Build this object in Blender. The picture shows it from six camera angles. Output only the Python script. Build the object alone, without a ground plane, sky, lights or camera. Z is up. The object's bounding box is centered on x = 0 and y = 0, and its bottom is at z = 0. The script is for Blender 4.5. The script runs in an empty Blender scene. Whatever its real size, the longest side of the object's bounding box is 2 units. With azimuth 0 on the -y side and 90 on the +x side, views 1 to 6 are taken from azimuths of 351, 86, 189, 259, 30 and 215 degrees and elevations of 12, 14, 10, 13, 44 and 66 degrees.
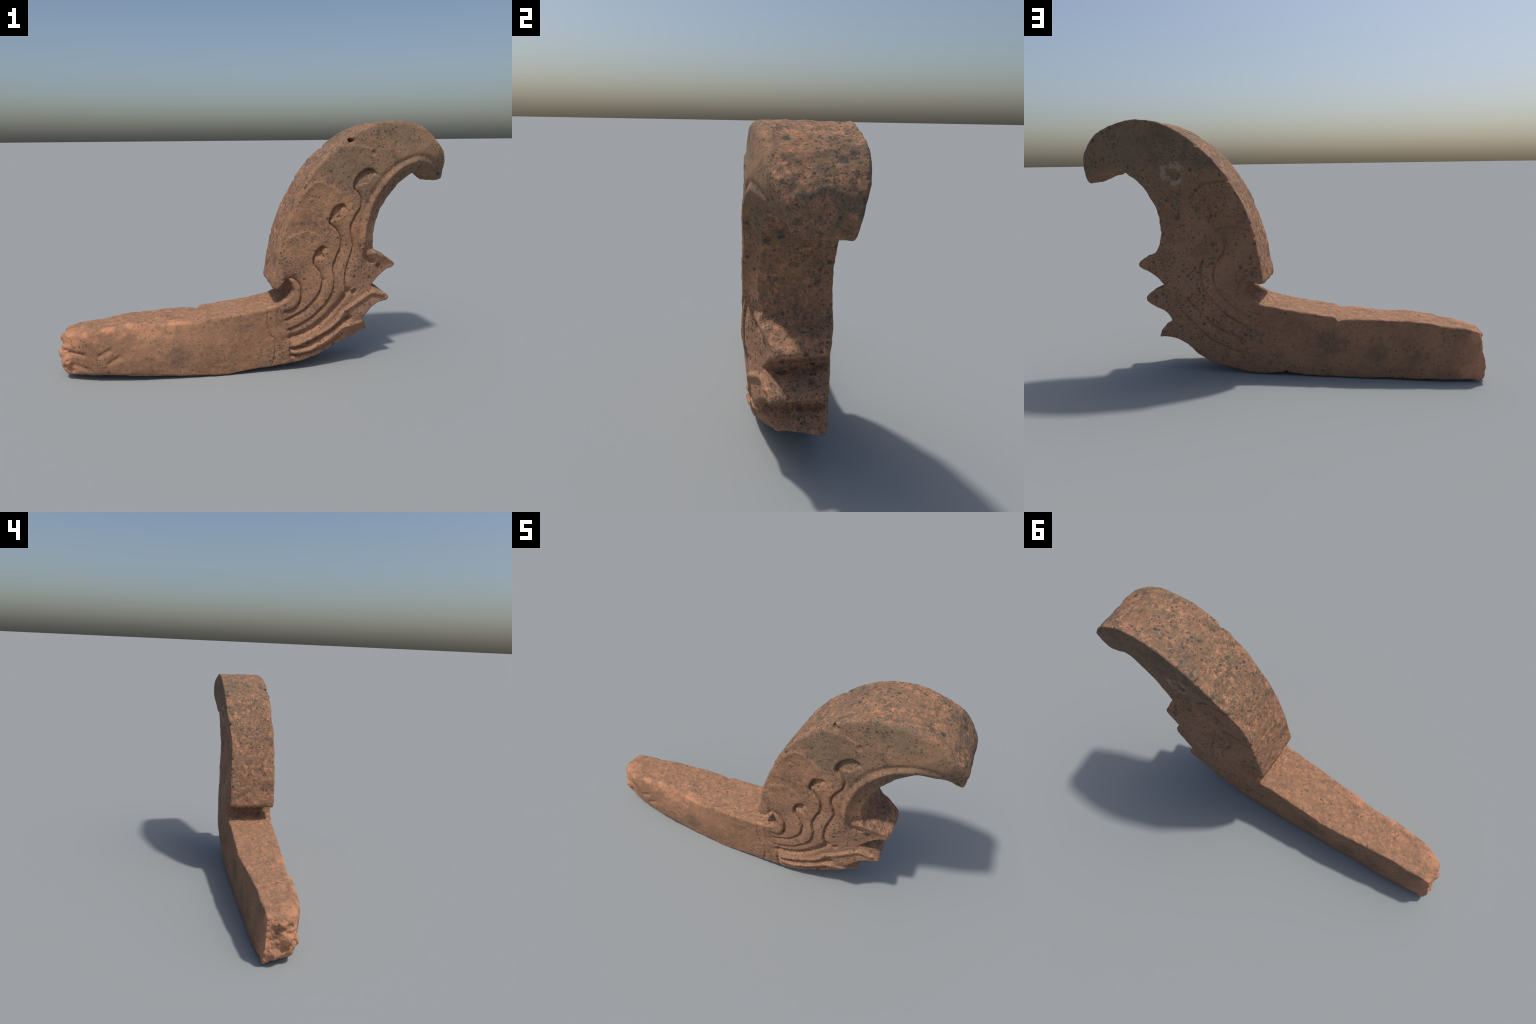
"""Weathered terracotta ridge finial: a thick fired-clay plate with a long plain shank, a collar,
a wave-carved body, three spikes and a forward-curling hook.

The plate is described by a side profile (spline through control points), by the lie of its front
and back faces, and by carving rules (steps, grooves, ribs, pits).  These are combined into one
implicit solid, which is polygonised as one smooth surface and then separated into named parts."""
import bpy, math
import numpy as np

H = 0.0038                       # size of the polygonisation cell, metres
rng = np.random.default_rng(11)

# ----------------------------------------------------------------------------- helpers
def spline(pts, closed=False, n=10):
    """Catmull-Rom curve through control points."""
    p = np.array(pts, float)
    m = len(p)
    if closed:
        q = np.vstack([p[-1:], p, p[:2]]); segs = m
    else:
        q = np.vstack([2 * p[:1] - p[1:2], p, 2 * p[-1:] - p[-2:-1]]); segs = m - 1
    t = np.linspace(0, 1, n, endpoint=False)[:, None]
    out = []
    for i in range(segs):
        a, b, c, d = q[i:i + 4]
        out.append(0.5 * (2 * b + (c - a) * t + (2 * a - 5 * b + 4 * c - d) * t * t + (3 * b - a - 3 * c + d) * t ** 3))
    out = np.vstack(out)
    return out if closed else np.vstack([out, p[-1:]])

def smooth(a, b, x):
    t = np.clip((x - a) / (b - a), 0, 1)
    return t * t * (3 - 2 * t)

def curve_distance(c, X, Z):
    """Distance to a polyline, which side of it (left of travel is +), and 0..1 along it."""
    best = np.full(X.shape, 1e9); side = np.ones(X.shape); par = np.zeros(X.shape)
    d = np.diff(c, axis=0); L = np.hypot(d[:, 0], d[:, 1]); cum = np.concatenate([[0], np.cumsum(L)])
    for i in range(len(d)):
        if L[i] < 1e-9: continue
        px, pz = X - c[i, 0], Z - c[i, 1]
        t = np.clip((px * d[i, 0] + pz * d[i, 1]) / L[i] ** 2, 0, 1)
        r = np.hypot(px - t * d[i, 0], pz - t * d[i, 1])
        m = r < best
        best = np.where(m, r, best)
        side = np.where(m, np.sign(d[i, 0] * pz - d[i, 1] * px), side)
        par = np.where(m, (cum[i] + t * L[i]) / cum[-1], par)
    return best, side, par

def profile_distance(c, X, Z):
    """Signed distance to a closed curve, negative inside."""
    cc = np.vstack([c, c[:1]])
    best, _, _ = curve_distance(cc, X, Z)
    inside = np.zeros(X.shape, bool)
    for (x0, z0), (x1, z1) in zip(cc[:-1], cc[1:]):
        if z0 == z1: continue
        cross = ((z0 > Z) != (z1 > Z)) & (X < (x1 - x0) * (Z - z0) / (z1 - z0) + x0)
        inside ^= cross
    return np.where(inside, -best, best)

def face_lie(pts, X, Z):
    """Smooth sheet y(x, z) through a few measured points (thin plate spline)."""
    p = np.array(pts, float)
    def phi(r2): return np.where(r2 > 1e-12, 0.5 * r2 * np.log(np.maximum(r2, 1e-12)), 0)
    n = len(p)
    r2 = (p[:, None, 0] - p[None, :, 0]) ** 2 + (p[:, None, 1] - p[None, :, 1]) ** 2
    A = np.zeros((n + 3, n + 3)); A[:n, :n] = phi(r2) + np.eye(n) * 2e-4
    A[:n, n] = 1; A[:n, n + 1:] = p[:, :2]; A[n:, :n] = A[:n, n:].T
    w = np.linalg.solve(A, np.concatenate([p[:, 2], np.zeros(3)]))
    out = w[n] + w[n + 1] * X + w[n + 2] * Z
    for i in range(n):
        out = out + w[i] * phi((X - p[i, 0]) ** 2 + (Z - p[i, 1]) ** 2)
    return out

_tab = rng.random(4096).astype(np.float32) * 2 - 1
def noise3(P, scale, seed=0):
    """Value noise on points, -1..1."""
    q = P * scale + 57.3 + seed * 13.7
    i = np.floor(q).astype(np.int64); f = q - i; f = f * f * (3 - 2 * f)
    out = 0
    for dx in (0, 1):
        for dy in (0, 1):
            for dz in (0, 1):
                h = ((i[:, 0] + dx) * 73856093 ^ (i[:, 1] + dy) * 19349663 ^ (i[:, 2] + dz) * 83492791 ^ seed * 7919)
                h = (h ^ (h >> 13)) & 4095
                w = (f[:, 0] if dx else 1 - f[:, 0]) * (f[:, 1] if dy else 1 - f[:, 1]) * (f[:, 2] if dz else 1 - f[:, 2])
                out = out + _tab[h] * w
    return out

def fbm(P, scale, octaves=3, seed=0):
    return sum(noise3(P, scale * 2 ** k, seed + k) * 0.5 ** k for k in range(octaves))

# ----------------------------------------------------------------------------- side profile
# each row: x, z  (and, where the front face differs from the back face, the front's x, z)
PROFILE = [
    # hook tip and hook crown
    (0.957, 0.956, 0.988, 0.966), (0.975, 0.972, 0.998, 0.985), (0.983, 1.012, 1.002, 1.034), (0.983, 1.060, 0.990, 1.083),
    (0.969, 1.102, 0.966, 1.120), (0.939, 1.149), (0.900, 1.191), (0.842, 1.227), (0.758, 1.253), (0.676, 1.259),
    (0.600, 1.246), (0.523, 1.219), (0.457, 1.180), (0.396, 1.134),
    # long outer edge down to the lip
    (0.333, 1.080), (0.280, 1.019), (0.237, 0.958), (0.200, 0.897), (0.170, 0.832), (0.144, 0.766), (0.124, 0.701),
    (0.108, 0.626), (0.095, 0.555), (0.087, 0.495, 0.080, 0.500), (0.082, 0.464, 0.075, 0.466),
    # slot under the lip
    (0.100, 0.456, 0.090, 0.449), (0.130, 0.464, 0.114, 0.454), (0.148, 0.472, 0.138, 0.484), (0.160, 0.468, 0.161, 0.497), (0.178, 0.447, 0.180, 0.473),
    (0.183, 0.418, 0.182, 0.440), (0.172, 0.392, 0.172, 0.405), (0.141, 0.373, 0.141, 0.380), (0.107, 0.358, 0.107, 0.364), (0.060, 0.346),
    # top of the shank
    (0.000, 0.337), (-0.120, 0.319), (-0.215, 0.309), (-0.266, 0.303), (-0.292, 0.291), (-0.400, 0.293), (-0.520, 0.290),
    (-0.640, 0.286), (-0.740, 0.276), (-0.785, 0.263), (-0.860, 0.257), (-0.915, 0.248),
    # broken end
    (-0.955, 0.232), (-0.968, 0.165), (-0.986, 0.110, -0.970, 0.110), (-0.986, 0.060, -0.965, 0.070), (-0.965, 0.008, -0.930, 0.040),
    # underside of the shank
    (-0.900, 0.010, -0.890, 0.036), (-0.800, 0.009, -0.790, 0.034), (-0.690, 0.008, -0.690, 0.030), (-0.560, 0.006, -0.560, 0.020),
    (-0.410, 0.003, -0.410, 0.012), (-0.245, 0.001, -0.245, 0.007), (-0.120, 0.006), (-0.020, 0.014, -0.020, 0.020),
    (0.080, 0.002, 0.080, 0.030), (0.150, 0.005, 0.150, 0.038), (0.220, 0.020, 0.220, 0.047), (0.290, 0.037, 0.290, 0.062),
    (0.358, 0.054, 0.358, 0.088), (0.416, 0.086, 0.416, 0.117), (0.460, 0.127, 0.457, 0.137),
    # lowest spike
    (0.500, 0.156, 0.495, 0.148), (0.550, 0.174, 0.535, 0.150), (0.600, 0.170, 0.575, 0.156), (0.630, 0.170, 0.600, 0.184),
    (0.610, 0.210, 0.592, 0.215), (0.585, 0.240, 0.566, 0.246), (0.554, 0.260, 0.562, 0.262),
    # middle spike
    (0.570, 0.290, 0.590, 0.286), (0.606, 0.314, 0.618, 0.312), (0.655, 0.331, 0.660, 0.331), (0.690, 0.350, 0.712, 0.343),
    (0.696, 0.374, 0.718, 0.362), (0.670, 0.400, 0.675, 0.388), (0.638, 0.420, 0.640, 0.408), (0.592, 0.436, 0.608, 0.424),
    # upper spike
    (0.611, 0.463, 0.628, 0.446), (0.647, 0.492, 0.658, 0.472), (0.684, 0.513, 0.698, 0.503), (0.718, 0.525, 0.738, 0.511),
    (0.734, 0.541, 0.753, 0.535), (0.708, 0.565, 0.715, 0.560), (0.668, 0.591, 0.664, 0.590), (0.634, 0.603, 0.632, 0.606),
    # inside of the hook
    (0.613, 0.630, 0.619, 0.630), (0.600, 0.662, 0.610, 0.660), (0.593, 0.715, 0.608, 0.712), (0.597, 0.770, 0.618, 0.766),
    (0.613, 0.836, 0.640, 0.822), (0.638, 0.882, 0.668, 0.874), (0.666, 0.928, 0.702, 0.922), (0.699, 0.962, 0.730, 0.954),
    (0.730, 0.986, 0.758, 0.974), (0.762, 1.009, 0.790, 0.996), (0.793, 1.023, 0.824, 1.012), (0.832, 1.024, 0.854, 1.006),
    (0.864, 1.013, 0.876, 0.990), (0.895, 1.003, 0.902, 0.984), (0.924, 0.980, 0.945, 0.969),
]
back_profile = spline([r[:2] for r in PROFILE], True, 6)
front_profile = spline([r[-2:] for r in PROFILE], True, 6)
inner_edge = spline([(0.609, 0.600), (0.604, 0.715), (0.630, 0.830), (0.686, 0.926), (0.746, 0.980), (0.816, 1.006),
                     (0.868, 0.992), (0.930, 0.962)], False, 8)

# ----------------------------------------------------------------------------- lie of the two faces (x, z, y)
FRONT = [
    (-0.96, 0.12, -0.045), (-0.92, 0.20, -0.055), (-0.89, 0.06, -0.064), (-0.86, 0.22, -0.084), (-0.75, 0.26, -0.096), (-0.75, 0.14, -0.112),
    (-0.75, 0.03, -0.097), (-0.52, 0.27, -0.102), (-0.52, 0.13, -0.132), (-0.52, 0.02, -0.119), (-0.37, 0.27, -0.120), (-0.2, 0.29, -0.128),
    (-0.2, 0.15, -0.142), (-0.2, 0.02, -0.126), (0.06, 0.32, -0.137), (0.08, 0.04, -0.124), (0.18, 0.19, -0.132), (0.10, 0.48, -0.154), (0.10, 0.60, -0.153),
    (0.165, 0.50, -0.153), (0.29, 0.57, -0.160), (0.13, 0.75, -0.154), (0.36, 0.77, -0.163), (0.21, 0.93, -0.151), (0.48, 0.94, -0.163),
    (0.36, 1.06, -0.156), (0.46, 1.16, -0.150), (0.61, 1.03, -0.160), (0.55, 1.12, -0.158), (0.69, 1.25, -0.143), (0.72, 1.14, -0.156),
    (0.84, 1.15, -0.141), (0.93, 1.20, -0.108), (0.97, 1.15, -0.106), (0.81, 1.07, -0.148), (0.90, 1.06, -0.116), (0.98, 1.09, -0.086), (0.985, 0.97, -0.052),
    (0.93, 0.98, -0.060), (0.66, 1.00, -0.160), (0.60, 0.85, -0.152), (0.53, 0.66, -0.150), (0.60, 0.66, -0.150), (0.58, 0.58, -0.118), (0.66, 0.58, -0.104),
    (0.74, 0.54, -0.068), (0.62, 0.43, -0.090), (0.50, 0.55, -0.150), (0.455, 0.43, -0.158), (0.71, 0.36, -0.078), (0.60, 0.36, -0.105),
    (0.45, 0.31, -0.132), (0.55, 0.25, -0.118), (0.40, 0.13, -0.110), (0.46, 0.14, -0.100), (0.51, 0.155, -0.082), (0.57, 0.175, -0.055), (0.30, 0.08, -0.118),
]
BACK = [
    (-0.97, 0.12, 0.112), (-0.95, 0.23, 0.096), (-0.94, 0.01, 0.118), (-0.85, 0.12, 0.124), (-0.72, 0.14, 0.132), (-0.76, 0.27, 0.104), (-0.76, 0.01, 0.134), (-0.55, 0.28, 0.122),
    (-0.55, 0.01, 0.135), (-0.28, 0.29, 0.138), (-0.25, 0.01, 0.142), (0.0, 0.32, 0.134), (0.0, 0.03, 0.147), (0.10, 0.48, 0.131), (0.12, 0.65, 0.131),
    (0.18, 0.85, 0.124), (0.28, 1.02, 0.142), (0.46, 1.19, 0.150), (0.68, 1.25, 0.152), (0.84, 1.22, 0.154), (0.95, 1.15, 0.156), (0.90, 1.10, 0.165),
    (0.98, 1.08, 0.145), (0.955, 0.96, 0.122), (0.83, 1.02, 0.135), (0.75, 1.03, 0.142), (0.62, 0.87, 0.143), (0.47, 0.78, 0.126), (0.43, 0.95, 0.127), (0.47, 0.63, 0.147), (0.38, 0.70, 0.128),
    (0.60, 0.70, 0.138), (0.60, 0.60, 0.140), (0.65, 0.58, 0.135), (0.73, 0.54, 0.112), (0.59, 0.43, 0.142), (0.69, 0.36, 0.122), (0.56, 0.27, 0.148), (0.60, 0.19, 0.140),
    (0.45, 0.45, 0.159), (0.30, 0.25, 0.161), (0.22, 0.12, 0.158), (0.20, 0.36, 0.146), (0.35, 0.06, 0.146), (0.20, 0.03, 0.146),
]

# ----------------------------------------------------------------------------- carving on the front (x, z)
WAVES = [   # stepped edges: a curled hollow at the top, then a long sweep down to the collar
    ([(0.594, 1.015), (0.573, 1.034), (0.542, 1.033), (0.512, 1.016), (0.489, 0.988), (0.477, 0.958), (0.482, 0.935), (0.505, 0.915),
      (0.522, 0.882), (0.517, 0.849), (0.494, 0.816), (0.471, 0.776), (0.466, 0.736), (0.471, 0.707), (0.482, 0.665), (0.481, 0.637),
      (0.463, 0.593), (0.451, 0.551), (0.445, 0.503), (0.444, 0.460), (0.454, 0.422)], 0.27),
    ([(0.443, 0.850), (0.432, 0.865), (0.405, 0.863), (0.378, 0.845), (0.362, 0.806), (0.361, 0.771), (0.394, 0.741), (0.414, 0.703),
      (0.420, 0.669), (0.415, 0.643), (0.398, 0.607), (0.384, 0.563), (0.382, 0.521), (0.389, 0.478), (0.380, 0.424), (0.357, 0.371),
      (0.317, 0.324), (0.283, 0.293), (0.229, 0.258), (0.168, 0.230)], 0.17),
    ([(0.348, 0.655), (0.330, 0.661), (0.306, 0.649), (0.286, 0.616), (0.283, 0.585), (0.288, 0.561), (0.315, 0.529), (0.326, 0.500),
      (0.328, 0.486), (0.317, 0.433), (0.287, 0.383), (0.253, 0.344), (0.202, 0.309), (0.152, 0.286)], 0.19),
    ([(0.138, 0.492), (0.175, 0.499), (0.204, 0.481), (0.222, 0.448), (0.223, 0.406), (0.212, 0.368), (0.186, 0.343), (0.146, 0.330)], 0.0),
]
TROUGHS = [  # curve, depth, half width
    ([(0.470, 0.420), (0.436, 0.375), (0.394, 0.322), (0.351, 0.275), (0.286, 0.223), (0.232, 0.199), (0.178, 0.183)], 0.023, 0.014),
    ([(0.490, 0.271), (0.437, 0.244), (0.393, 0.210), (0.317, 0.167), (0.257, 0.135), (0.186, 0.123)], 0.022, 0.011),
    ([(0.446, 0.162), (0.391, 0.129), (0.314, 0.100), (0.237, 0.086), (0.182, 0.083)], 0.017, 0.009),
    ([(0.549, 0.629), (0.561, 0.593), (0.587, 0.564), (0.610, 0.557)], 0.013, 0.009),
    ([(0.060, 0.330), (0.056, 0.268), (0.068, 0.217), (0.078, 0.190)], 0.007, 0.005),
    ([(0.086, 0.192), (0.093, 0.182), (0.098, 0.126), (0.092, 0.076), (0.081, 0.040)], 0.007, 0.005),
    ([(0.106, 0.330), (0.108, 0.281), (0.110, 0.226), (0.127, 0.186), (0.135, 0.140), (0.137, 0.101), (0.143, 0.058)], 0.006, 0.006),
    ([(0.140, 0.330), (0.145, 0.279), (0.165, 0.228), (0.180, 0.188), (0.177, 0.143), (0.178, 0.092), (0.181, 0.052)], 0.006, 0.007),
    ([(-0.279, 0.224), (-0.239, 0.165), (-0.210, 0.122), (-0.190, 0.082), (-0.186, 0.026)], 0.0025, 0.003),
    ([(-0.332, 0.158), (-0.312, 0.118), (-0.288, 0.072)], 0.002, 0.003),
    ([(-0.778, 0.141), (-0.728, 0.167)], 0.008, 0.012), ([(-0.732, 0.100), (-0.680, 0.134)], 0.008, 0.012),
    ([(-0.925, 0.150), (-0.857, 0.141)], 0.014, 0.011), ([(-0.93, 0.092), (-0.819, 0.058)], 0.006, 0.012),
]
RIBS = [     # curve, height, half width
    ([(0.676, 0.378), (0.620, 0.391), (0.575, 0.378), (0.520, 0.353), (0.471, 0.322), (0.444, 0.293), (0.423, 0.258), (0.369, 0.211),
      (0.292, 0.176), (0.227, 0.151), (0.189, 0.135)], 0.013, 0.012),
    ([(0.561, 0.240), (0.517, 0.232), (0.456, 0.218), (0.418, 0.187), (0.368, 0.153), (0.314, 0.126), (0.270, 0.107), (0.199, 0.101)], 0.012, 0.010),
]
LEAF_EDGES = [   # shallow raised lobes behind the curls
    [(0.146, 0.735), (0.163, 0.785), (0.188, 0.845), (0.214, 0.896), (0.254, 0.947), (0.300, 0.976), (0.361, 0.958), (0.409, 0.917), (0.441, 0.864)],
    [(0.128, 0.688), (0.168, 0.713), (0.209, 0.728), (0.256, 0.733), (0.304, 0.715), (0.346, 0.669)],
    [(0.393, 1.140), (0.474, 1.145), (0.542, 1.135), (0.571, 1.102), (0.593, 1.050)],
]
PITS = [(0.501, 0.412, 0.014, 0.018), (0.477, 0.273, 0.012, 0.012), (0.575, 1.108, 0.012, 0.008)]
# the back carries the same waves, worn almost flat
BACK_STEPS = [
    [(0.363, 0.759), (0.342, 0.791), (0.341, 0.822), (0.360, 0.853)],
    [(0.129, 0.712), (0.200, 0.737), (0.256, 0.739), (0.300, 0.727), (0.326, 0.695)],
    [(0.300, 0.696), (0.277, 0.665), (0.274, 0.625), (0.304, 0.577), (0.326, 0.528), (0.321, 0.448), (0.266, 0.375), (0.202, 0.320), (0.114, 0.282)],
    [(0.363, 0.609), (0.389, 0.552), (0.392, 0.488), (0.370, 0.423), (0.323, 0.359), (0.251, 0.295), (0.130, 0.233)],
    [(0.487, 0.404), (0.431, 0.348), (0.359, 0.275), (0.278, 0.220), (0.156, 0.174)],
    [(0.507, 0.329), (0.435, 0.256), (0.354, 0.183), (0.256, 0.128), (0.165, 0.116)],
    [(0.110, 0.531), (0.166, 0.506), (0.204, 0.465), (0.209, 0.416)],
    [(0.237, 0.955), (0.308, 0.959), (0.388, 0.937), (0.456, 0.868)],
]
BACK_GROOVES = [[(0.033, 0.278), (0.082, 0.219), (0.132, 0.150)], [(0.081, 0.276), (0.114, 0.217), (0.152, 0.166)]]

# ----------------------------------------------------------------------------- build the implicit solid
xs = np.arange(-1.04, 1.04, H); ys = np.arange(-0.20, 0.205, H); zs = np.arange(-0.03, 1.30, H)
X, Z = np.meshgrid(xs, zs, indexing='ij')
dB = profile_distance(back_profile, X, Z); dF = profile_distance(front_profile, X, Z)
yF = face_lie(FRONT, X, Z); yB = face_lie(BACK, X, Z)

# bevel and bead along the inside of the hook, front face
di, _, pi_ = curve_distance(inner_edge, X, Z)
fade = smooth(0.0, 0.06, pi_) * (1 - 0.35 * smooth(0.7, 1.0, pi_))
bevel = np.clip((0.060 - di) / 0.060, 0, 1)
yF += 0.034 * np.clip(bevel * 1.15, 0, 1) * fade
yF -= 0.012 * np.exp(-((di - 0.058) / 0.011) ** 2) * fade * (1 - 0.8 * smooth(0.62, 0.85, pi_))
yF += 0.006 * np.exp(-((di - 0.084) / 0.012) ** 2) * fade

cut = np.zeros(X.shape)
for pts, curl in WAVES:
    d, side, t = curve_distance(spline(pts, False, 8), X, Z)
    s = d * side
    c = (1 - smooth(curl * 0.75, curl * 1.15, t)) if curl else np.zeros(X.shape)
    depth = (0.016 + 0.014 * c) * smooth(-0.01, 0.07, t + 0.02)
    reach = 0.020 + 0.045 * c
    prof = smooth(-0.0035, 0.0035, s) * np.exp(-np.clip(s - 0.004, 0, 1) / reach * (1 + 0 * s))
    endfade = np.where((t <= 0) | (t >= 1), np.exp(-(d / 0.012) ** 2), 1)
    cut = np.maximum(cut, depth * prof * endfade)
    cut += 0.0055 * np.exp(-((s - 0.002) / 0.0045) ** 2) * endfade * (1 - c)          # incised line at the foot of the step
    # soft swell on the high side
    cut -= 0.0035 * np.exp(-((s + 0.016) / 0.010) ** 2) * endfade * (side < 0) * smooth(curl + 0.02, curl + 0.15, t)
yF += cut
for pts, depth, w in TROUGHS:
    d, _, t = curve_distance(spline(pts, False, 8), X, Z)
    yF += depth * np.exp(-(d / w) ** 2)
for pts, hgt, w in RIBS:
    d, _, t = curve_distance(spline(pts, False, 8), X, Z)
    yF -= hgt * np.exp(-(d / w) ** 2)
worn = 0.75 + 0.55 * fbm(np.stack([X.ravel(), 0 * X.ravel(), Z.ravel()], 1), 16, 2, 61).reshape(X.shape)   # uneven wear of shallow relief
for pts in LEAF_EDGES:
    d, side, t = curve_distance(spline(pts, False, 8), X, Z)
    s = -d * side                                   # + under the arc
    taper = smooth(0, 0.15, t) * (1 - smooth(0.85, 1, t))
    yF -= 0.008 * worn * smooth(-0.009, 0.006, s) * np.exp(-np.clip(s, 0, 1) / 0.06) * taper
for x, z, r, depth in PITS:
    yF += depth * np.exp(-(((X - x) ** 2 + (Z - z) ** 2) / r ** 2) ** 2)
for pts in BACK_STEPS:
    d, side, t = curve_distance(spline(pts, False, 8), X, Z)
    s = d * side
    taper = smooth(0, 0.12, t) * (1 - smooth(0.88, 1, t))
    yB -= (0.0110 * worn * smooth(-0.006, 0.004, s) * np.exp(-np.clip(s, 0, 1) / 0.020) + 0.005 * np.exp(-(d / 0.006) ** 2)) * taper
for pts in BACK_GROOVES:
    d, side, t = curve_distance(spline(pts, False, 8), X, Z)
    yB -= 0.004 * np.exp(-(d / 0.008) ** 2)
r2 = (X - 0.515) ** 2 + (Z - 1.0) ** 2
yB -= 0.010 * np.exp(-(r2 / 0.030 ** 2)) - 0.007 * np.exp(-((np.sqrt(r2) - 0.042) / 0.014) ** 2)
yB -= 0.012 * np.exp(-(((X - 0.494) ** 2 + (Z - 0.999) ** 2) / 0.010 ** 2))

def slope(f):
    gx, gz = np.gradient(f, H)
    return np.sqrt(1 + np.minimum(gx * gx + gz * gz, 9))
sF, sB = slope(yF), slope(yB)

# edge radii: front edge worn rounder, crispest on the back
rF = 0.010 - 0.005 * smooth(0.55, 0.60, X) * (1 - smooth(0.58, 0.62, Z)) + 0.010 * smooth(0.75, 1.0, Z) * smooth(0.05, 0.09, di) * smooth(0.5, 0.7, X) + 0.014 * (1 - smooth(-0.6, -0.3, X))
rB = 0.006 + 0.004 * smooth(0.9, 1.0, X) + 0.009 * smooth(0.53, 0.60, X) * (1 - smooth(0.56, 0.62, Z))

vol = np.empty((len(xs), len(ys), len(zs)), np.float32)
for j, y in enumerate(ys):
    t = np.clip((y + 0.13) / 0.25, 0, 1)
    side_d = (1 - t) * dF + t * dB
    if y < 0.0:
        a, b, r = side_d, (yF - y) / sF, rF
    else:
        a, b, r = side_d, (y - yB) / sB, rB
    a = a + r; b = b + r
    vol[:, j, :] = np.minimum(np.maximum(a, b), 0) + np.hypot(np.maximum(a, 0), np.maximum(b, 0)) - r

def blob(cx, cy, cz, rx, ry, rz, add, k=0.012):
    """Blend an ellipsoid lump on (add) or scoop it out."""
    i0 = [max(0, int((c - r - 0.03 - o) / H)) for c, r, o in ((cx, rx, xs[0]), (cy, ry, ys[0]), (cz, rz, zs[0]))]
    i1 = [int((c + r + 0.03 - o) / H) + 1 for c, r, o in ((cx, rx, xs[0]), (cy, ry, ys[0]), (cz, rz, zs[0]))]
    sl = tuple(slice(a, b) for a, b in zip(i0, i1))
    gx, gy, gz = xs[sl[0], None, None] - cx, ys[None, sl[1], None] - cy, zs[None, None, sl[2]] - cz
    e = (np.sqrt((gx / rx) ** 2 + (gy / ry) ** 2 + (gz / rz) ** 2) - 1) * min(rx, ry, rz)
    v = vol[sl]
    if add:
        h = np.clip(0.5 + 0.5 * (v - e) / k, 0, 1); vol[sl] = v * (1 - h) + e * h - k * h * (1 - h)
    else:
        h = np.clip(0.5 - 0.5 * (v + e) / k, 0, 1); vol[sl] = v * (1 - h) - e * h + k * h * (1 - h)

# broken end of the shank: overhanging knob, hollow beneath, lumps and gouges
blob(-0.940, 0.035, 0.206, 0.035, 0.050, 0.026, True)
blob(-0.985, 0.058, 0.180, 0.024, 0.030, 0.022, False)
blob(-0.975, -0.030, 0.195, 0.014, 0.024, 0.014, False)
blob(-0.955, 0.000, 0.130, 0.032, 0.040, 0.030, True)
blob(-0.935, -0.050, 0.110, 0.024, 0.020, 0.030, True)
blob(-0.985, 0.010, 0.075, 0.020, 0.022, 0.018, False)
blob(-0.960, 0.060, 0.060, 0.030, 0.036, 0.030, True)
blob(-0.930, -0.062, 0.050, 0.022, 0.020, 0.018, False)
blob(-0.960, -0.062, 0.165, 0.030, 0.018, 0.010, False)
blob(0.465, -0.150, 1.167, 0.018, 0.045, 0.013, False, 0.004)      # deep hole near the crown
# slot sunk in the upper face of the middle spike
blob(0.622, -0.030, 0.415, 0.012, 0.022, 0.012, False, 0.004)
# chips along the outer back edge
for cx, cz, r in ((0.395, 1.135, 0.011), (0.245, 0.965, 0.010), (0.125, 0.690, 0.010), (-0.290, 0.296, 0.008), (-0.780, 0.272, 0.014), (-0.03, 0.012, 0.012)):
    blob(cx, 0.135, cz, r, 0.020, r, False, 0.008)

# ----------------------------------------------------------------------------- polygonise (surface nets)
def surface_nets(f, o, h):
    s = f < 0
    n = np.zeros(tuple(k - 1 for k in f.shape), np.int8)
    corners = [(a, b, c) for a in (0, 1) for b in (0, 1) for c in (0, 1)]
    for a, b, c in corners:
        n += s[a:a + n.shape[0], b:b + n.shape[1], c:c + n.shape[2]]
    I = np.argwhere((n > 0) & (n < 8))
    idx = np.full(n.shape, -1, np.int32); idx[tuple(I.T)] = np.arange(len(I))
    acc = np.zeros((len(I), 3)); cnt = np.zeros(len(I))
    for a in corners:
        for ax in range(3):
            if a[ax]: continue
            b = list(a); b[ax] = 1
            va = f[tuple((I + a).T)].astype(float); vb = f[tuple((I + b).T)].astype(float)
            m = (va < 0) != (vb < 0)
            t = np.where(m, va / np.where(m, va - vb, 1), 0)
            p = I + np.array(a, float); p[:, ax] += t
            acc += p * m[:, None]; cnt += m
    verts = acc / cnt[:, None] * h + np.array(o)
    quads = []
    for ax in range(3):
        s0 = np.moveaxis(s, ax, 0); d = np.moveaxis(idx, ax, 0)
        e = np.argwhere(s0[:-1, 1:-1, 1:-1] != s0[1:, 1:-1, 1:-1])
        i, j, k = e[:, 0], e[:, 1] + 1, e[:, 2] + 1
        q = np.stack([d[i, j - 1, k - 1], d[i, j, k - 1], d[i, j, k], d[i, j - 1, k]], 1)
        flip = s0[i, j, k] if ax != 1 else ~s0[i, j, k]
        q[~flip] = q[~flip][:, ::-1]
        quads.append(q)
    return verts, np.vstack(quads)

V, Q = surface_nets(vol, (xs[0], ys[0], zs[0]), H)
del vol

def vertex_normals(V, Q):
    fn = np.cross(V[Q[:, 2]] - V[Q[:, 0]], V[Q[:, 3]] - V[Q[:, 1]])
    N = np.zeros_like(V)
    for k in range(4):
        for c in range(3):
            N[:, c] += np.bincount(Q[:, k], fn[:, c], len(V))
    return N / np.maximum(np.linalg.norm(N, axis=1, keepdims=True), 1e-12)

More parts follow.
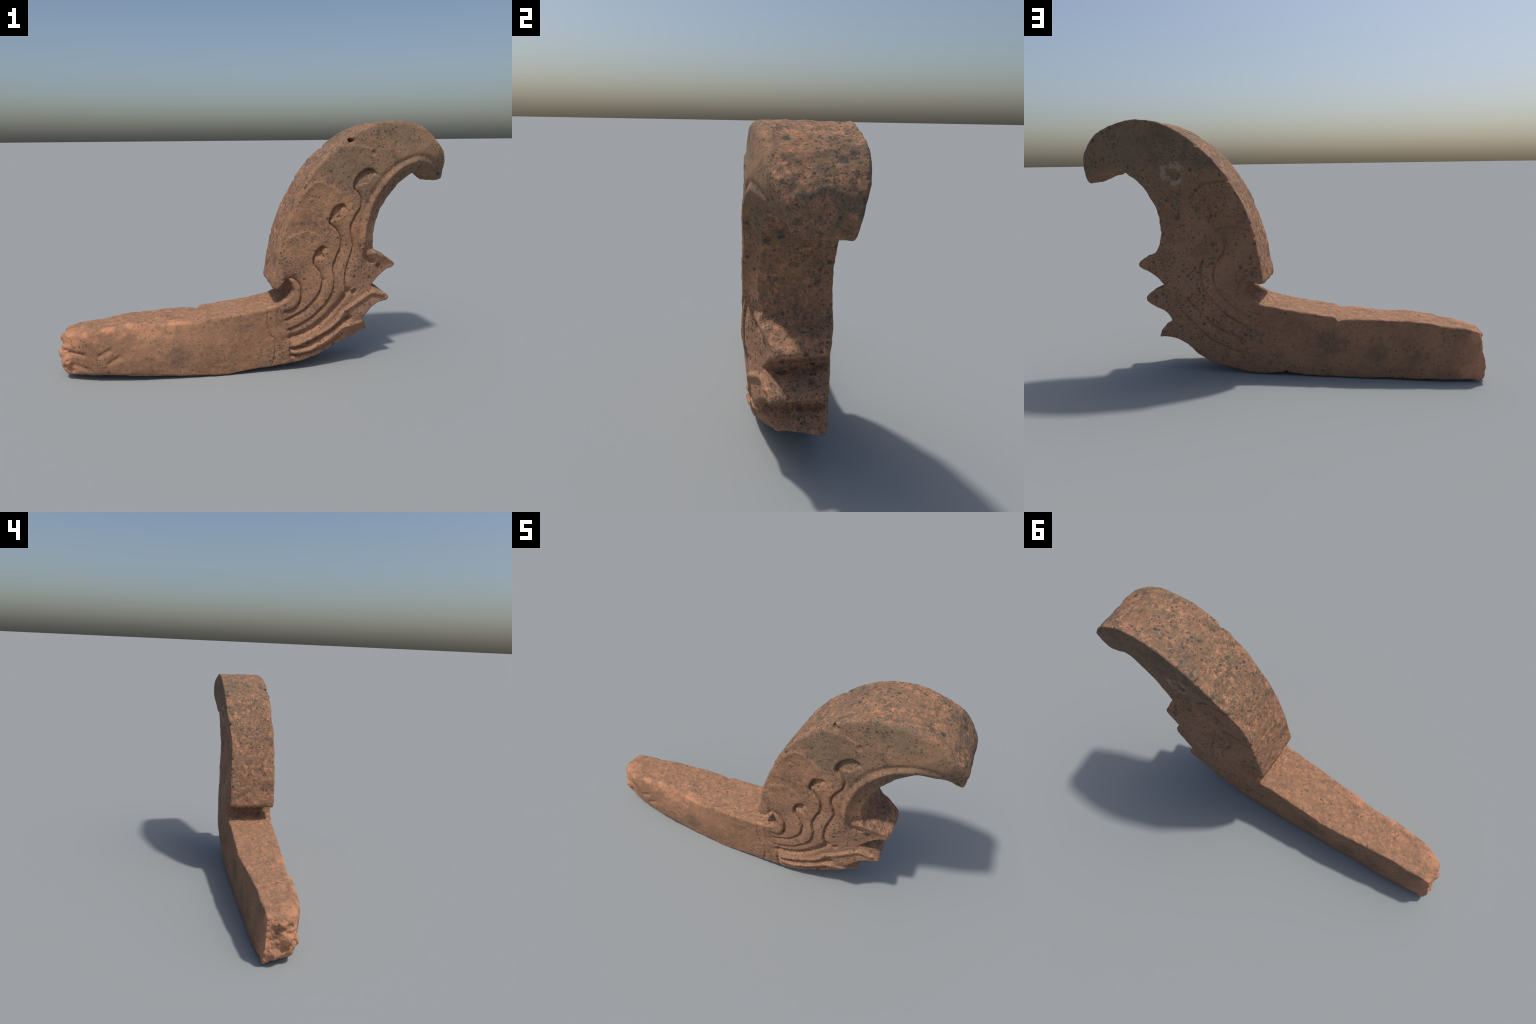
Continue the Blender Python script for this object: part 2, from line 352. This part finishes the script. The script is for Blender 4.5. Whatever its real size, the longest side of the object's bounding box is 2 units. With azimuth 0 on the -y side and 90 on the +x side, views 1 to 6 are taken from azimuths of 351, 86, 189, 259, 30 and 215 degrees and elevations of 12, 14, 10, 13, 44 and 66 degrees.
def relax(V, Q, lam):
    A = np.zeros_like(V); cnt = np.zeros(len(V))
    for k in range(4):
        a, b = Q[:, k], Q[:, (k + 1) % 4]
        for c in range(3):
            A[:, c] += np.bincount(a, V[b, c], len(V)) + np.bincount(b, V[a, c], len(V))
        cnt += np.bincount(a, minlength=len(V)) + np.bincount(b, minlength=len(V))
    return V + lam * (A / cnt[:, None] - V)
V = relax(V, Q, 0.5); V = relax(V, Q, -0.3)

# hand-made unevenness and weathering, pushed along the normals
N = vertex_normals(V, Q)
broken = 1 - smooth(-0.965, -0.885, V[:, 0] + 0.25 * np.maximum(0, V[:, 1]) * 0.3)
wall = 1 - np.abs(N[:, 1])
push = 0.0015 + 0.0030 * fbm(V, 11, 3, 1) + 0.0009 * fbm(V, 60, 2, 5)
push += wall * 0.0030 * fbm(V, 26, 2, 9)
push += broken * (0.007 * fbm(V, 28, 3, 20) - 0.004 * np.clip(fbm(V, 75, 2, 31), 0, 1))
pore = np.clip(noise3(V, 95, 40) - 0.62, 0, 1)
push -= 0.006 * pore * smooth(0.1, 0.3, V[:, 0])
V = V + N * push[:, None]
V[:, 2] = np.maximum(V[:, 2], 0.0)
N = vertex_normals(V, Q)

# ----------------------------------------------------------------------------- material
def terracotta():
    m = bpy.data.materials.new("weathered_terracotta"); m.use_nodes = True
    nt = m.node_tree; nd = nt.nodes; lk = nt.links; nd.clear()
    out = nd.new("ShaderNodeOutputMaterial"); bs = nd.new("ShaderNodeBsdfPrincipled")
    lk.new(bs.outputs[0], out.inputs[0])
    co = nd.new("ShaderNodeTexCoord").outputs["Object"]
    def noise(scale, detail=4, rough=0.55, vec=co, dist=0.0):
        n = nd.new("ShaderNodeTexNoise"); n.inputs["Scale"].default_value = scale
        n.inputs["Detail"].default_value = detail; n.inputs["Roughness"].default_value = rough; n.inputs["Distortion"].default_value = dist
        lk.new(vec, n.inputs["Vector"]); return n.outputs["Fac"]
    def ramp(v, a, b, lo=0.0, hi=1.0):
        n = nd.new("ShaderNodeMapRange"); n.interpolation_type = 'SMOOTHSTEP'
        for k, x in zip((1, 2, 3, 4), (a, b, lo, hi)): n.inputs[k].default_value = x
        lk.new(v, n.inputs[0]); return n.outputs[0]
    def math_(op, a, b=None):
        n = nd.new("ShaderNodeMath"); n.operation = op; n.use_clamp = False
        for i, x in enumerate((a, b)):
            if x is None: continue
            if isinstance(x, (int, float)): n.inputs[i].default_value = x
            else: lk.new(x, n.inputs[i])
        return n.outputs[0]
    def mix(fac, a, b):
        n = nd.new("ShaderNodeMix"); n.data_type = 'RGBA'
        if isinstance(fac, (int, float)): n.inputs[0].default_value = fac
        else: lk.new(fac, n.inputs[0])
        for i, x in ((6, a), (7, b)):
            if isinstance(x, tuple): n.inputs[i].default_value = (*x, 1)
            else: lk.new(x, n.inputs[i])
        return n.outputs[2]
    sep = nd.new("ShaderNodeSeparateXYZ"); lk.new(co, sep.inputs[0])
    x, y, z = sep.outputs
    geo = nd.new("ShaderNodeNewGeometry")
    nsep = nd.new("ShaderNodeSeparateXYZ"); lk.new(geo.outputs["True Normal"], nsep.inputs[0])
    # rim of the plate (edge walls, not the two broad faces) carries rough mottling
    rim = ramp(math_('ABSOLUTE', nsep.outputs[1]), 0.35, 0.75, 1.0, 0.0)
    right = ramp(x, 0.0, 0.22)                       # carved half, heavily spotted
    rim = math_('MULTIPLY', rim, ramp(x, -0.1, 0.15, 0.55, 1.0))
    crown = math_('MULTIPLY', ramp(z, 0.75, 1.1), 1.0)
    def ragged(freq, amp):
        w = nd.new("ShaderNodeVectorMath"); w.operation = 'MULTIPLY_ADD'
        n = nd.new("ShaderNodeTexNoise"); n.inputs["Scale"].default_value = freq; n.inputs["Detail"].default_value = 3; lk.new(co, n.inputs["Vector"])
        lk.new(n.outputs["Color"], w.inputs[0]); w.inputs[1].default_value = (amp,) * 3; lk.new(co, w.inputs[2])
        return w.outputs[0]
    # clay body: brown skin, cloudy at hand size and finely grained
    clay = mix(ramp(noise(5, 5), 0.32, 0.68), (0.248, 0.132, 0.077), (0.340, 0.175, 0.098))
    clay = mix(math_('MULTIPLY', ramp(noise(70, 6, 0.7), 0.45, 0.68), 0.50), clay, (0.215, 0.122, 0.080))
    clay = mix(math_('MULTIPLY', ramp(noise(55, 6, 0.7, dist=0.3), 0.55, 0.70), 0.40), clay, (0.43, 0.205, 0.125))
    # bare orange clay where the skin has worn off: rim, broken end, upper front arris of the shank
    worn = ramp(noise(48, 7, 0.72), 0.46, 0.60)
    end = ramp(math_('ADD', x, math_('MULTIPLY', noise(9, 4), 0.35)), -0.66, -0.80)
    arris = math_('MULTIPLY', math_('MULTIPLY', ramp(y, -0.055, -0.085), ramp(z, 0.20, 0.235)), ramp(x, -0.25, -0.42))
    arris = math_('MULTIPLY', arris, ramp(noise(14, 4), 0.40, 0.58))
    patch = ramp(noise(8, 3), 0.40, 0.62, 0.35, 1.0)
    wornamt = math_('MULTIPLY', worn, math_('ADD', 0.18, math_('MULTIPLY', math_('MULTIPLY', rim, patch), 0.80)))
    wornamt = math_('MAXIMUM', wornamt, math_('MAXIMUM', math_('MULTIPLY', end, 0.80), math_('MULTIPLY', arris, 0.75)))
    col = mix(wornamt, clay, (0.57, 0.262, 0.146))
    # olive grey grime, fine on rim and crown, thin veil elsewhere
    grime = ramp(noise(34, 8, 0.74, dist=0.3), 0.47, 0.60)
    gamt = math_('MULTIPLY', grime, math_('ADD', 0.16, math_('ADD', math_('MULTIPLY', rim, 0.40), math_('MULTIPLY', crown, 0.22))))
    col = mix(gamt, col, (0.150, 0.118, 0.078))
    veil = math_('MULTIPLY', ramp(noise(4.5, 5, 0.6), 0.46, 0.66), math_('ADD', 0.24, math_('MULTIPLY', crown, 0.40)))
    col = mix(veil, col, (0.175, 0.118, 0.076))
    # the wave-carved part is washed cleaner, the hook above the lobes is greened
    washed = math_('MULTIPLY', math_('MULTIPLY', ramp(x, 0.17, 0.30), ramp(z, 0.72, 0.50)), ramp(noise(7, 4), 0.30, 0.60))
    col = mix(math_('MULTIPLY', washed, 0.45), col, (0.395, 0.212, 0.128))
    green = ramp(math_('ADD', math_('ADD', z, math_('MULTIPLY', x, 0.25)), math_('MULTIPLY', noise(10, 4), 0.25)), 1.10, 1.26)
    col = mix(math_('MULTIPLY', green, math_('SUBTRACT', 0.46, math_('MULTIPLY', rim, 0.36))), col, (0.160, 0.118, 0.076))
    # charcoal weathering on the rim of the hook, in ragged blotches
    char = math_('MULTIPLY', ramp(noise(21, 9, 0.76, dist=0.5), 0.535, 0.63), math_('MULTIPLY', rim, math_('MULTIPLY', right, 0.75)))
    col = mix(char, col, (0.100, 0.082, 0.062))
    # sooty stains
    stain = None
    big_n = noise(9, 6, 0.68, dist=0.6)
    for p, r in (((-0.39, -0.13, 0.09), 0.095), ((-0.645, 0.13, 0.115), 0.085), ((-0.25, 0.14, 0.17), 0.110), ((0.135, -0.15, 0.575), 0.070),
                 ((-0.48, 0.13, 0.10), 0.110), ((0.60, 0.15, 1.15), 0.190), ((0.42, 0.14, 1.08), 0.13)):
        dn = nd.new("ShaderNodeVectorMath"); dn.operation = 'DISTANCE'; lk.new(ragged(14, 0.06), dn.inputs[0])
        dn.inputs[1].default_value = tuple(c + 0.03 for c in p)
        k = ramp(math_('ADD', math_('DIVIDE', dn.outputs["Value"], r), math_('MULTIPLY', big_n, 3.2)), 2.35, 1.55)
        stain = k if stain is None else math_('MAXIMUM', stain, k)
    col = mix(math_('MULTIPLY', stain, 0.48), col, (0.090, 0.072, 0.054))
    dark = math_('MULTIPLY', ramp(noise(8, 7, 0.70), 0.56, 0.70), 0.60)
    col = mix(dark, col, (0.105, 0.076, 0.054))
    # lichen spots of several sizes, ragged outlines
    wv = ragged(120, 0.0055)
    def spots(scale, rmin, rmax, density, vec):
        v = nd.new("ShaderNodeTexVoronoi"); v.inputs["Scale"].default_value = scale; lk.new(vec, v.inputs["Vector"])
        sp = nd.new("ShaderNodeSeparateColor"); lk.new(v.outputs["Color"], sp.inputs[0])
        has = math_('LESS_THAN', sp.outputs[0], density)
        rad = math_('ADD', math_('MULTIPLY', math_('POWER', sp.outputs[1], 1.8), rmax - rmin), rmin)
        d = math_('DIVIDE', v.outputs["Distance"], rad)
        strength = math_('ADD', 0.55, math_('MULTIPLY', sp.outputs[2], 0.45))
        return math_('MULTIPLY', math_('MULTIPLY', ramp(d, 0.60, 1.15, 1.0, 0.0), has), strength)
    clump = ramp(noise(6, 4), 0.38, 0.62, 0.25, 1.15)
    dens = math_('MULTIPLY', math_('ADD', 0.26, math_('MULTIPLY', right, 0.54)), clump)
    tiny = spots(150, 0.26, 0.56, math_('MULTIPLY', dens, 0.9), wv)
    small = spots(80, 0.20, 0.52, dens, wv)
    mid = spots(42, 0.15, 0.44, math_('MULTIPLY', dens, math_('ADD', 0.25, math_('MULTIPLY', right, 0.5))), wv)
    big = spots(22, 0.10, 0.36, math_('MULTIPLY', dens, math_('ADD', 0.08, math_('MULTIPLY', right, 0.5))), wv)
    spot = math_('MAXIMUM', math_('MULTIPLY', tiny, 0.75), math_('MULTIPLY', small, 0.88))
    spot = math_('MAXIMUM', spot, math_('MAXIMUM', math_('MULTIPLY', mid, 0.94), math_('MULTIPLY', big, 0.94)))
    col = mix(spot, col, mix(noise(90, 2), (0.034, 0.033, 0.029), (0.085, 0.082, 0.066)))
    # pale mortar smear on the back of the hook
    dv = nd.new("ShaderNodeVectorMath"); dv.operation = 'DISTANCE'; lk.new(ragged(22, 0.05), dv.inputs[0]); dv.inputs[1].default_value = (0.545, 0.17, 1.028)
    ring = ramp(math_('ABSOLUTE', math_('SUBTRACT', dv.outputs["Value"], 0.043)), 0.012, 0.020, 1.0, 0.0)
    ring = math_('MULTIPLY', ring, ramp(noise(26, 5, 0.6), 0.44, 0.52))
    col = mix(math_('MULTIPLY', ring, 0.62), col, (0.40, 0.28, 0.19))
    lk.new(col, bs.inputs["Base Color"])
    lk.new(ramp(noise(30), 0.3, 0.7, 0.78, 0.95), bs.inputs["Roughness"])
    bs.inputs["Specular IOR Level"].default_value = 0.25
    bp = nd.new("ShaderNodeBump"); bp.inputs["Strength"].default_value = 0.45; bp.inputs["Distance"].default_value = 0.004
    hgt = math_('SUBTRACT', math_('ADD', noise(120, 4, 0.7), math_('MULTIPLY', noise(45, 3), 0.8)), math_('MULTIPLY', spot, 0.70))
    lk.new(hgt, bp.inputs["Height"]); lk.new(bp.outputs[0], bs.inputs["Normal"])
    return m
MAT = terracotta()

# ----------------------------------------------------------------------------- separate into named parts
C = V[Q].mean(axis=1)
cx, cz = C[:, 0], C[:, 2]
def along(pts):            # x of a near-vertical line at height z
    p = np.array(sorted(pts, key=lambda q: q[1]))
    return np.interp(cz, p[:, 1], p[:, 0])
collar_left = along([(0.058, 0.34), (0.056, 0.268), (0.068, 0.217), (0.096, 0.160), (0.092, 0.076), (0.080, 0.0)])
collar_right = along([(0.140, 0.36), (0.145, 0.279), (0.165, 0.228), (0.180, 0.188), (0.178, 0.092), (0.181, 0.0)])
spike_base = along([(0.612, 0.600), (0.596, 0.434), (0.552, 0.262), (0.500, 0.150)])
low = cz < 0.365
region = np.full(len(Q), "wave_carved_body", dtype=object)
region[(cz - 0.86) > -0.75 * (cx - 0.66)] = "hook"
region[low & (cx < collar_right)] = "collar"
region[(cz < 0.42) & (cx < collar_left) & ((cx < 0.05) | low)] = "shank"
region[cx < -0.90] = "broken_end"
sp = (cx > spike_base) & (cz < 0.605)
region[sp & (cz > 0.434)] = "spike"
region[sp & (cz <= 0.434) & (cz > 0.262)] = "spike.001"
region[sp & (cz <= 0.262) & (cz > 0.150)] = "spike.002"

root = bpy.data.objects.new("roof_finial", None); bpy.context.scene.collection.objects.link(root)
root["label"] = "weathered terracotta roof finial with curled hook and carved waves"
root["category"] = "roof ornament"
for name in ("shank", "broken_end", "collar", "wave_carved_body", "hook", "spike", "spike.001", "spike.002"):
    q = Q[region == name]
    used, inv = np.unique(q, return_inverse=True); q = inv.reshape(-1, 4)
    me = bpy.data.meshes.new(name)
    me.from_pydata(V[used].tolist(), [], q.tolist()); me.update()
    me.polygons.foreach_set("use_smooth", np.ones(len(me.polygons), bool))
    me.normals_split_custom_set_from_vertices(N[used].tolist())
    me.materials.append(MAT)
    ob = bpy.data.objects.new(name, me); bpy.context.scene.collection.objects.link(ob); ob.parent = root
